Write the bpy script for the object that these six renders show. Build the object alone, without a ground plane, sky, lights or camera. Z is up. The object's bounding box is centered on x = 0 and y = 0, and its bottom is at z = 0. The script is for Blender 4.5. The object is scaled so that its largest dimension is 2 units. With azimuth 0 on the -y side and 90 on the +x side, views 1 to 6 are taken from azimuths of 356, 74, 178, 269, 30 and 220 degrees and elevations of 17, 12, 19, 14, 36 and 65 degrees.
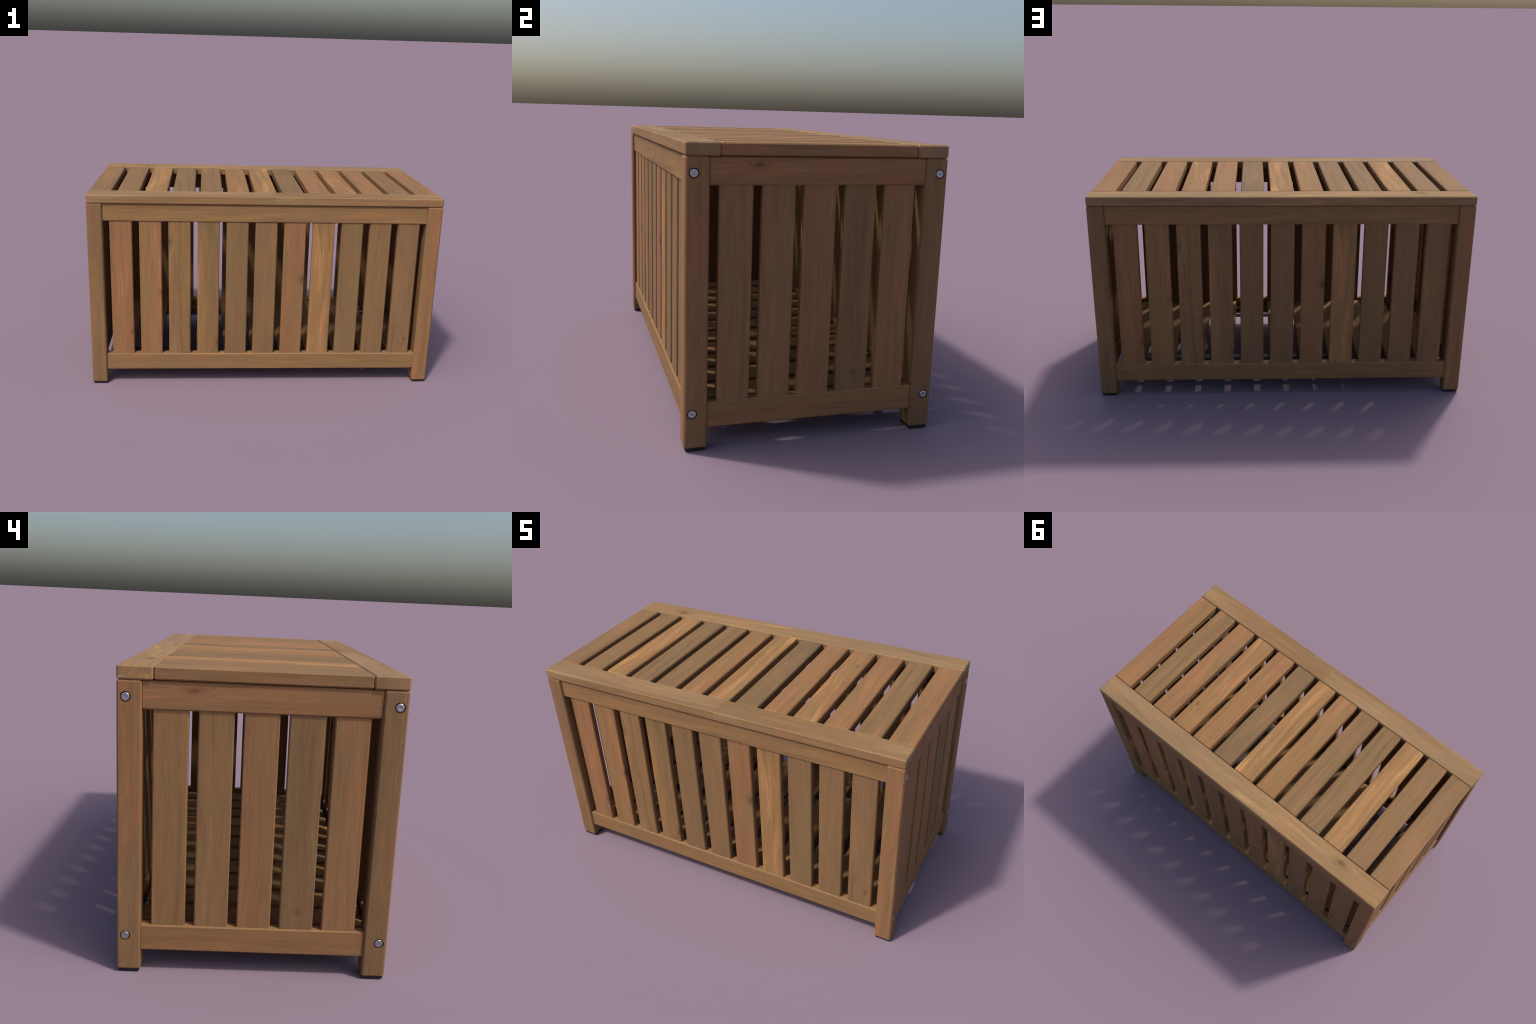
"""Slatted acacia storage bench: four legs, slatted walls, slatted lid, slatted floor."""
import bpy, bmesh, math
from mathutils import Vector, Matrix

# --------------------------------------------------------------------------
# sizes (metres, z up)
# --------------------------------------------------------------------------
HX, HY, HZ = 1.0, 0.5003, 1.137          # half length, half depth, height
LID_T = 0.0480                          # lid thickness
LEG = 0.0862                            # leg section
LEG_X, LEG_Y = 1.0000, 0.5000           # outer faces of the legs
LEG_Z0, LEG_Z1 = 0.0100, 1.0880
RAIL_X, RAIL_Y, RAIL_T = 0.9910, 0.4900, 0.0450
RAIL_LOW = (0.0855, 0.1860)
RAIL_TOP = (0.9870, 1.0878)
SLAT_W, SLAT_T = 0.1242, 0.0335
SLAT_SET = 0.0055                       # slats sit back from the rail face
CHAMFER = 0.0050
FLOOR_Z, FLOOR_T, FLOOR_HALF = 0.1720, 0.0400, 0.4300

# --------------------------------------------------------------------------
# materials
# --------------------------------------------------------------------------
def lin(c):
    c = c / 255.0
    return c / 12.92 if c <= 0.04045 else ((c + 0.055) / 1.055) ** 2.4

GAIN = 0.80                             # sunlit look -> own colour
def tone(r, g, b):
    return tuple(GAIN * lin(v) for v in (r, g, b)) + (1.0,)

RED = tone(160, 117, 81)
TAN = tone(156, 120, 80)
OLIVE = tone(142, 112, 78)
GREY = tone(142, 111, 79)
GOLD = tone(171, 129, 86)
BROWN = tone(149, 115, 80)
PALE = tone(159, 128, 93)
SAND = tone(163, 128, 89)
DUSK = tone(132, 106, 76)
RUST = tone(158, 114, 79)


class Graph:
    """Small helper that adds and wires shader nodes."""
    def __init__(self, tree):
        self.t = tree

    def node(self, kind, **props):
        n = self.t.nodes.new(kind)
        for k, v in props.items():
            setattr(n, k, v)
        return n

    def put(self, sock, v):
        if isinstance(v, bpy.types.NodeSocket):
            self.t.links.new(v, sock)
        else:
            sock.default_value = v

    def math(self, op, a, b=None, c=None, clamp=False):
        n = self.node('ShaderNodeMath', operation=op, use_clamp=clamp)
        for s, v in zip(n.inputs, (a, b, c)):
            if v is not None:
                self.put(s, v)
        return n.outputs[0]

    def vmath(self, op, a, b):
        n = self.node('ShaderNodeVectorMath', operation=op)
        self.put(n.inputs[0], a)
        self.put(n.inputs[1], b)
        return n.outputs['Vector']

    def noise(self, vec, scale, detail=2.0, rough=0.5, distort=0.0):
        n = self.node('ShaderNodeTexNoise', noise_dimensions='3D')
        self.put(n.inputs['Vector'], vec)
        n.inputs['Scale'].default_value = scale
        n.inputs['Detail'].default_value = detail
        n.inputs['Roughness'].default_value = rough
        n.inputs['Distortion'].default_value = distort
        return n.outputs[0]

    def span(self, v, a, b, lo=0.0, hi=1.0):
        n = self.node('ShaderNodeMapRange', interpolation_type='SMOOTHSTEP')
        for s, x in zip(n.inputs, (v, a, b, lo, hi)):
            self.put(s, x)
        return n.outputs[0]

    def mix(self, fac, a, b, mode='MIX'):
        n = self.node('ShaderNodeMix', data_type='RGBA', blend_type=mode)
        self.put(n.inputs[0], fac)
        self.put(n.inputs[6], a)
        self.put(n.inputs[7], b)
        return n.outputs[2]


def wood_group():
    """Grain runs along local x; y and z are across the board."""
    t = bpy.data.node_groups.new('oiled_wood', 'ShaderNodeTree')
    face = t.interface
    def inp(name, kind, d):
        s = face.new_socket(name, in_out='INPUT', socket_type=kind)
        s.default_value = d
    inp('Main', 'NodeSocketColor', BROWN)
    inp('Second', 'NodeSocketColor', RED)
    inp('Streak', 'NodeSocketFloat', 0.5)       # strength of the light streaks
    inp('Dark', 'NodeSocketFloat', 0.3)         # strength of the dark streaks
    inp('Seed', 'NodeSocketVector', (0, 0, 0))
    inp('Knot', 'NodeSocketVector', (9, 9, 0))  # knot centre (x, y)
    inp('Knot Size', 'NodeSocketFloat', 0.02)
    face.new_socket('Color', in_out='OUTPUT', socket_type='NodeSocketColor')
    face.new_socket('Height', in_out='OUTPUT', socket_type='NodeSocketFloat')
    g = Graph(t)
    gi = g.node('NodeGroupInput')
    go = g.node('NodeGroupOutput')
    co = g.node('ShaderNodeTexCoord').outputs['Object']
    # knot distance, longer along the grain
    rel = g.vmath('SUBTRACT', co, gi.outputs['Knot'])
    rel = g.vmath('MULTIPLY', rel, (0.55, 1.0, 0.0))
    ln = g.node('ShaderNodeVectorMath', operation='LENGTH')
    g.put(ln.inputs[0], rel)
    near = g.math('DIVIDE', ln.outputs['Value'], gi.outputs['Knot Size'])
    pull = g.span(near, 0.3, 4.0, 0.030, 0.0)   # grain bends round the knot
    bend = g.node('ShaderNodeCombineXYZ')
    g.put(bend.inputs[1], pull)
    p = g.vmath('ADD', g.vmath('ADD', co, gi.outputs['Seed']), bend.outputs[0])
    # slow sideways drift of the grain
    drift = g.noise(g.vmath('MULTIPLY', p, (2.2, 3.0, 3.0)), 1.0, 1.0)
    dv = g.node('ShaderNodeCombineXYZ')
    g.put(dv.inputs[1], g.math('MULTIPLY', g.math('SUBTRACT', drift, 0.5), 0.06))
    p = g.vmath('ADD', p, dv.outputs[0])

    broad = g.noise(g.vmath('MULTIPLY', p, (1.3, 10.0, 10.0)), 1.0, 2.0, 0.5)
    blot = g.noise(g.vmath('MULTIPLY', p, (6.0, 24.0, 24.0)), 1.0, 3.0, 0.6)
    streak = g.noise(g.vmath('MULTIPLY', p, (2.2, 50.0, 50.0)), 1.0, 4.0, 0.68, 0.25)
    dash = g.noise(g.vmath('MULTIPLY', p, (17.0, 150.0, 150.0)), 1.0, 2.0, 0.6, 0.4)
    fine = g.noise(g.vmath('MULTIPLY', p, (7.0, 260.0, 260.0)), 1.0, 3.0, 0.7)
    pore = g.noise(g.vmath('MULTIPLY', p, (50.0, 420.0, 420.0)), 1.0, 1.0, 0.5)
    glow = g.noise(g.vmath('MULTIPLY', p, (2.6, 13.0, 13.0)), 1.0, 2.0, 0.5)

    col = g.mix(g.span(broad, 0.36, 0.66), gi.outputs['Main'], gi.outputs['Second'])
    hue = g.mix(g.span(blot, 0.35, 0.68), (0.95, 0.99, 0.965, 1), (1.045, 0.985, 0.97, 1))
    col = g.mix(0.9, col, hue, 'MULTIPLY')
    # light figure: narrow pale streaks, gathered in glowing zones, broken into dashes
    zone = g.span(glow, 0.42, 0.68, 0.25, 1.0)
    lf = g.math('MULTIPLY', g.math('MULTIPLY', g.span(streak, 0.48, 0.68), zone), gi.outputs['Streak'])
    col = g.mix(lf, col, (1.75, 1.68, 1.55, 1), 'MULTIPLY')
    gw = g.math('MULTIPLY', g.span(glow, 0.50, 0.70), g.math('MULTIPLY', gi.outputs['Streak'], 0.75))
    col = g.mix(gw, col, (1.36, 1.32, 1.25, 1), 'MULTIPLY')
    ds = g.math('MULTIPLY', g.span(dash, 0.56, 0.72), g.math('MULTIPLY', gi.outputs['Streak'], 0.55))
    col = g.mix(ds, col, (1.38, 1.32, 1.24, 1), 'MULTIPLY')
    # broad lengthwise bands of lighter and darker wood
    band = g.noise(g.vmath('MULTIPLY', p, (0.9, 19.0, 19.0)), 1.0, 3.0, 0.6)
    bg = g.span(band, 0.32, 0.68, 0.93, 1.06)
    cb = g.node('ShaderNodeCombineColor')
    for s in cb.inputs[:3]:
        g.put(s, bg)
    col = g.mix(1.0, col, cb.outputs[0], 'MULTIPLY')
    # dark figure
    df = g.math('MULTIPLY', g.span(streak, 0.46, 0.30), g.math('MULTIPLY_ADD', gi.outputs['Dark'], 1.15, 0.05))
    col = g.mix(df, col, (0.58, 0.59, 0.64, 1), 'MULTIPLY')
    # fine grain
    fg = g.span(fine, 0.28, 0.72, 0.905, 1.09)
    cg = g.node('ShaderNodeCombineColor')
    for s in cg.inputs[:3]:
        g.put(s, fg)
    col = g.mix(1.0, col, cg.outputs[0], 'MULTIPLY')
    pg = g.math('MULTIPLY', g.span(pore, 0.60, 0.78), 0.30)
    col = g.mix(pg, col, (0.68, 0.66, 0.64, 1), 'MULTIPLY')
    # knot: dark core with a warm halo
    wob = g.math('ADD', near, g.math('MULTIPLY', g.math('SUBTRACT', blot, 0.5), 1.2))
    halo = g.math('MULTIPLY', g.span(wob, 2.6, 0.8), 0.45)
    col = g.mix(halo, col, (0.72, 0.70, 0.72, 1), 'MULTIPLY')
    core = g.math('MULTIPLY', g.span(wob, 1.1, 0.1), 0.60)
    col = g.mix(core, col, (0.40, 0.38, 0.42, 1), 'MULTIPLY')
    g.put(go.inputs['Color'], col)
    g.put(go.inputs['Height'], g.math('ADD', g.math('MULTIPLY', fine, 0.6), g.math('MULTIPLY', streak, 0.4)))
    return t


WOOD = None
SEED = [0]
def wood(main=BROWN, second=RED, streak=0.4, dark=0.35, knot=(9, 9), size=0.02, joint=None):
    """joint = (x, main, second, streak): another board is glued on beyond x."""
    SEED[0] += 1
    k = SEED[0]
    m = bpy.data.materials.new('wood')
    m.use_nodes = True
    t = m.node_tree
    t.nodes.clear()
    g = Graph(t)
    def grain(mc, sc, st, dk, shift, kn):
        n = g.node('ShaderNodeGroup', node_tree=WOOD)
        n.inputs['Main'].default_value = mc
        n.inputs['Second'].default_value = sc
        n.inputs['Streak'].default_value = st
        n.inputs['Dark'].default_value = dk
        n.inputs['Seed'].default_value = (3.7 * k + shift, 1.31 * k + 2 * shift, 0.77 * k)
        n.inputs['Knot'].default_value = (kn[0], kn[1], 0)
        n.inputs['Knot Size'].default_value = size
        return n
    a = grain(main, second, streak, dark, 0.0, knot)
    col = a.outputs['Color']
    if joint:
        b = grain(joint[1], joint[2], joint[3], dark, 11.0, (9, 9))
        sep = g.node('ShaderNodeSeparateXYZ')
        g.put(sep.inputs[0], g.node('ShaderNodeTexCoord').outputs['Object'])
        col = g.mix(g.math('GREATER_THAN', sep.outputs[0], joint[0]), col, b.outputs['Color'])
    bs = g.node('ShaderNodeBsdfPrincipled')
    g.put(bs.inputs['Base Color'], col)
    bs.inputs['Roughness'].default_value = 0.70
    bs.inputs['Specular IOR Level'].default_value = 0.14
    bump = g.node('ShaderNodeBump')
    bump.inputs['Strength'].default_value = 0.18
    bump.inputs['Distance'].default_value = 0.002
    g.put(bump.inputs['Height'], a.outputs['Height'])
    g.put(bs.inputs['Normal'], bump.outputs[0])
    out = g.node('ShaderNodeOutputMaterial')
    g.put(out.inputs[0], bs.outputs[0])
    return m


def plain(name, color, rough, metal=0.0, spec=0.5):
    m = bpy.data.materials.new(name)
    m.use_nodes = True
    g = Graph(m.node_tree)
    bs = m.node_tree.nodes['Principled BSDF']
    co = g.node('ShaderNodeTexCoord').outputs['Object']
    n = g.noise(co, 180.0, 2.0)
    lo = tuple(c * 0.92 for c in color) + (1,)
    hi = tuple(min(1, c * 1.08) for c in color) + (1,)
    g.put(bs.inputs['Base Color'], g.mix(n, lo, hi))
    bs.inputs['Roughness'].default_value = rough
    bs.inputs['Metallic'].default_value = metal
    bs.inputs['Specular IOR Level'].default_value = spec
    return m

# --------------------------------------------------------------------------
# meshes
# --------------------------------------------------------------------------
def board_mesh(length, width, thick, chamfer=CHAMFER, segments=1):
    me = bpy.data.meshes.new('board')
    bm = bmesh.new()
    bmesh.ops.create_cube(bm, size=1.0)
    bmesh.ops.scale(bm, vec=(length, width, thick), verts=bm.verts)
    bmesh.ops.bevel(bm, geom=list(bm.edges), offset=chamfer, segments=segments,
                    profile=0.42, affect='EDGES')
    bm.to_mesh(me)
    bm.free()
    me.materials.append(None)
    return me


def lathe_mesh(profile, steps=24):
    """profile: (radius, height) pairs turned round z."""
    me = bpy.data.meshes.new('turned')
    bm = bmesh.new()
    rings = []
    for r, h in profile:
        if r < 1e-6:
            rings.append([bm.verts.new((0, 0, h))])
        else:
            rings.append([bm.verts.new((r * math.cos(2 * math.pi * i / steps),
                                        r * math.sin(2 * math.pi * i / steps), h))
                          for i in range(steps)])
    for a, b in zip(rings, rings[1:]):
        for i in range(steps):
            j = (i + 1) % steps
            if len(a) == 1 and len(b) == 1:
                continue
            if len(a) == 1:
                bm.faces.new((a[0], b[i], b[j]))
            elif len(b) == 1:
                bm.faces.new((a[i], b[0], a[j]))
            else:
                bm.faces.new((a[i], b[i], b[j], a[j]))
    bmesh.ops.recalc_face_normals(bm, faces=bm.faces)
    bm.to_mesh(me)
    bm.free()
    me.materials.append(None)
    return me


def smooth(me, angle=35):
    me.polygons.foreach_set('use_smooth', [True] * len(me.polygons))
    me.set_sharp_from_angle(angle=math.radians(angle))


def add(name, me, mat, loc, axes=None, parent=None):
    """axes: world directions of the local x, y, z axes."""
    o = bpy.data.objects.new(name, me)
    bpy.context.collection.objects.link(o)
    if parent is not None:
        o.parent = parent
        if parent is not ROOT:
            o.matrix_parent_inverse = parent.matrix_basis.inverted()
    m = Matrix.Identity(4)
    if axes:
        for c, v in enumerate(axes):
            for r in range(3):
                m[r][c] = v[r]
    m.translation = Vector(loc)
    o.matrix_basis = m
    if mat is not None:
        o.material_slots[0].link = 'OBJECT'
        o.material_slots[0].material = mat
    return o


def cross(a, b):
    return tuple(Vector(a).cross(Vector(b)))

X, Y, Z = (1, 0, 0), (0, 1, 0), (0, 0, 1)
NX, NY = (-1, 0, 0), (0, -1, 0)

# --------------------------------------------------------------------------
# build
# --------------------------------------------------------------------------
for o in list(bpy.data.objects):
    bpy.data.objects.remove(o)

WOOD = wood_group()
RUBBER = plain('black_plastic', (0.006, 0.006, 0.007), 0.55)
STEEL = plain('zinc_plated_steel', (0.46, 0.50, 0.52), 0.32, 1.0)
STRAP = plain('black_strip', (0.012, 0.013, 0.014), 0.5)
PEGM = plain('grey_peg', (0.22, 0.21, 0.21), 0.6)

ROOT = bpy.data.objects.new('storage_bench', None)
bpy.context.collection.objects.link(ROOT)
ROOT['label'] = 'slatted oiled wood outdoor storage bench with slatted lid'
ROOT['category'] = 'storage bench'

# ---- legs, foot pads and bolts -------------------------------------------
HOLE_R, HEAD_R, HOLE_D = 0.0190, 0.0162, 0.010
BOLT_Z = (1.0300, 0.1460)
BOLT_Y = 0.4697
leg_len = LEG_Z1 - LEG_Z0
leg_base = board_mesh(leg_len, LEG, LEG, 0.0060)


def drilled_leg():
    """Leg with two shallow bolt holes in its outer side (local +y)."""
    tmp = bpy.data.objects.new('tmp', leg_base.copy())
    bpy.context.collection.objects.link(tmp)
    cutters = []
    for z in BOLT_Z:
        c = bpy.data.objects.new('cut', lathe_mesh(
            [(0, -HOLE_D), (HOLE_R, -HOLE_D), (HOLE_R, 0.02), (0, 0.02)], 28))
        bpy.context.collection.objects.link(c)
        # local frame of the leg: x up, y outwards, z towards the wall end
        m = Matrix(((1, 0, 0, z - (LEG_Z0 + LEG_Z1) / 2),
                    (0, 0, 1, LEG / 2),
                    (0, -1, 0, BOLT_Y - (LEG_Y - LEG / 2)),
                    (0, 0, 0, 1)))
        c.matrix_world = m
        cutters.append(c)
        b = tmp.modifiers.new('hole', 'BOOLEAN')
        b.operation, b.solver, b.object = 'DIFFERENCE', 'EXACT', c
    dg = bpy.context.evaluated_depsgraph_get()
    me = bpy.data.meshes.new_from_object(tmp.evaluated_get(dg))
    for o in [tmp] + cutters:
        bpy.data.objects.remove(o)
    me.materials.clear()
    me.materials.append(None)
    return me


leg_mesh = drilled_leg()
mirror_leg = leg_mesh.copy()                      # z flipped, for the other hand
bm = bmesh.new()
bm.from_mesh(mirror_leg)
bmesh.ops.scale(bm, vec=(1, 1, -1), verts=bm.verts)
bmesh.ops.reverse_faces(bm, faces=bm.faces)
bm.to_mesh(mirror_leg)
bm.free()

pad_mesh = board_mesh(0.0775, 0.0775, 0.0130, 0.003)
bolt_mesh = lathe_mesh([(0, -0.0035), (0.0034, -0.0035), (0.0040, 0.0012), (0.0048, 0.0018),
                        (0.0128, 0.0018), (0.0149, 0.0008), (HEAD_R, -0.0020),
                        (HEAD_R, -0.0098), (0, -0.0098)], 14)
smooth(bolt_mesh, 40)

leg_woods = [wood(BROWN, GREY, 0.25, 0.25), wood(RED, BROWN, 0.25, 0.25)]
for sx in (-1, 1):
    for sy in (-1, 1):
        out, side = (sx, 0, 0), (0, sy, 0)
        # local x up, y outward, z sideways: right handed when sx*sy == 1
        hand = leg_mesh if sx * sy == 1 else mirror_leg
        zax = cross(Z, out)                       # = (0, sx, 0)
        leg = add('leg', hand, leg_woods[0 if sx * sy == 1 else 1],
                  (sx * (LEG_X - LEG / 2), sy * (LEG_Y - LEG / 2), (LEG_Z0 + LEG_Z1) / 2),
                  (Z, out, zax), ROOT)
        add('foot_pad', pad_mesh, RUBBER,
            (sx * (LEG_X - LEG / 2), sy * (LEG_Y - LEG / 2), 0.0065), None, leg)
        for z in BOLT_Z:
            add('bolt', bolt_mesh, STEEL, (sx * (LEG_X - 0.0019), sy * BOLT_Y, z),
                (Z, cross(out, Z), out), leg)

# ---- rails ---------------------------------------------------------------
span_x = 2 * (LEG_X - LEG) + 0.006
span_y = 2 * (LEG_Y - LEG) + 0.006
h_low, h_top = RAIL_LOW[1] - RAIL_LOW[0], RAIL_TOP[1] - RAIL_TOP[0]
long_low, long_top = board_mesh(span_x, h_low, RAIL_T), board_mesh(span_x, h_top, RAIL_T)
short_low, short_top = board_mesh(span_y, h_low, RAIL_T), board_mesh(span_y, h_top, RAIL_T)
w_long_top = wood(TAN, BROWN, 0.30, 0.30)
w_long_low = wood(TAN, BROWN, 0.30, 0.25)
w_short_top = wood(RED, BROWN, 0.25, 0.55, knot=(-0.235, 0.022), size=0.013)
w_short_low = wood(RED, BROWN, 0.20, 0.20)
for s in (-1, 1):
    # front / back: local x runs to the viewer's right, y up, z outward
    ax = ((-s, 0, 0), Z, (0, s, 0))
    y = s * (RAIL_Y - RAIL_T / 2)
    add('rail', long_top, w_long_top, (0, y, sum(RAIL_TOP) / 2), ax, ROOT)
    add('rail', long_low, w_long_low, (0, y, sum(RAIL_LOW) / 2), ax, ROOT)
    ax = ((0, s, 0), Z, (s, 0, 0))
    x = s * (RAIL_X - RAIL_T / 2)
    add('rail', short_top, w_short_top, (x, 0, sum(RAIL_TOP) / 2), ax, ROOT)
    add('rail', short_low, w_short_low, (x, 0, sum(RAIL_LOW) / 2), ax, ROOT)

# ---- wall slats ----------------------------------------------------------
z0, z1 = RAIL_LOW[1] - 0.004, RAIL_TOP[0] + 0.004
slat_mesh = board_mesh(z1 - z0, SLAT_W, SLAT_T, 0.0042)
zc = (z0 + z1) / 2
# local x up, local y to the viewer's left, z outward
front_looks = [
    wood(RUST, RED, 0.25, 0.25, knot=(-0.26, -0.052), size=0.012),
    wood(TAN, RED, 0.30, 0.40, knot=(-0.02, -0.064), size=0.011),
    wood(TAN, BROWN, 0.35, 0.65, knot=(0.285, 0.056), size=0.013),
    wood(TAN, OLIVE, 0.40, 0.45, knot=(-0.33, -0.055), size=0.012),
    wood(GREY, OLIVE, 0.08, 0.18),
    wood(GREY, BROWN, 0.08, 0.16),
    wood(RUST, BROWN, 0.25, 0.25, knot=(0.065, -0.052), size=0.013),
    wood(TAN, GOLD, 0.55, 0.40),
    wood(OLIVE, GREY, 0.10, 0.16),
    wood(BROWN, OLIVE, 0.10, 0.16),
    wood(GREY, BROWN, 0.20, 0.40, knot=(-0.31, -0.030), size=0.007),
]
PITCH = 0.1632
for s in (-1, 1):
    for i, m in enumerate(front_looks):
        x = -s * (i - 5) * PITCH
        add('slat', slat_mesh, m,
            (x, s * (RAIL_Y - SLAT_SET - SLAT_T / 2), zc), (Z, (s, 0, 0), (0, s, 0)), ROOT)
side_looks = [
    wood(BROWN, TAN, 0.30, 0.25),
    wood(BROWN, TAN, 0.20, 0.35),
    wood(RED, BROWN, 0.25, 0.20),
    wood(GREY, OLIVE, 0.20, 0.45, knot=(-0.33, -0.005), size=0.007),
    wood(BROWN, RED, 0.20, 0.25),
]
for s in (-1, 1):
    for i, m in enumerate(side_looks):
        y = s * (i - 2) * 0.1576
        add('slat', slat_mesh, m,
            (s * (RAIL_X - SLAT_SET - SLAT_T / 2), y, zc), (Z, (0, -s, 0), (s, 0, 0)), ROOT)

# ---- lid -----------------------------------------------------------------
lid_z = HZ - LID_T / 2
edge_w = HY - 0.3755
edge_mesh = board_mesh(2 * HX, edge_w, LID_T)
add('lid_board', edge_mesh,
    wood(PALE, BROWN, 0.20, 0.25, joint=(0.045, BROWN, PALE, 0.22)),
    (0, -(HY - edge_w / 2), lid_z), None, ROOT)
add('lid_board', edge_mesh,
    wood(SAND, PALE, 0.55, 0.30, knot=(-0.72, -0.020), size=0.017, joint=(0.228, PALE, PALE, 0.12)),
    (0, HY - edge_w / 2, lid_z), None, ROOT)
lid_slat = board_mesh(2 * 0.3747, 0.1238, LID_T - 0.002)
lid_looks = [
    wood(BROWN, GREY, 0.20, 0.25),
    wood(BROWN, OLIVE, 0.20, 0.25),
    wood(TAN, GOLD, 0.95, 0.35),
    wood(OLIVE, GREY, 0.15, 0.35),
    wood(OLIVE, BROWN, 0.15, 0.30),
    wood(RED, TAN, 0.25, 0.25),
    wood(TAN, GOLD, 0.70, 0.45),
    wood(DUSK, GREY, 0.15, 0.45),
    wood(RED, TAN, 0.30, 0.25),
    wood(RED, TAN, 0.85, 0.25, knot=(0.20, -0.030), size=0.006),
    wood(RED, BROWN, 0.15, 0.25),
    wood(OLIVE, BROWN, 0.20, 0.25),
    wood(BROWN, RED, 0.25, 0.25),
]
for i, m in enumerate(lid_looks):
    x = (i - 6) * (HX - 0.0635) / 6.0
    add('lid_slat', lid_slat, m, (x, 0, lid_z + 0.0006), (Y, NX, Z), ROOT)

# ---- floor ---------------------------------------------------------------
floor_mesh = board_mesh(2 * FLOOR_HALF, 0.1250, FLOOR_T)
for i, m in enumerate(front_looks):
    add('floor_slat', floor_mesh, m, ((i - 5) * 0.1667, 0, FLOOR_Z - FLOOR_T / 2),
        (Y, NX, Z), ROOT)
under = FLOOR_Z - FLOOR_T
strip_mesh = board_mesh(1.79, 0.043, 0.006, 0.0015)
cleat_mesh = board_mesh(1.56, 0.044, 0.039, 0.006)
peg_mesh = lathe_mesh([(0, 0), (0.0095, 0), (0.0095, 0.037), (0.0085, 0.0400),
                       (0.0055, 0.0420), (0, 0.0425)], 20)
smooth(peg_mesh, 40)
cleat_wood = wood(BROWN, RED, 0.15, 0.2)
for s in (-1, 1):
    add('floor_strip', strip_mesh, STRAP, (0, s * 0.290, under - 0.0032), None, ROOT)
    cleat = add('floor_cleat', cleat_mesh, cleat_wood,
                (0, s * (RAIL_Y - RAIL_T - 0.0215), under - 0.0200), None, ROOT)
    for sx in (-1, 1):
        add('peg', peg_mesh, PEGM, (sx * 0.759, s * 0.421, under - 0.002), None, cleat)

for me in list(bpy.data.meshes):
    if me.users == 0:
        bpy.data.meshes.remove(me)
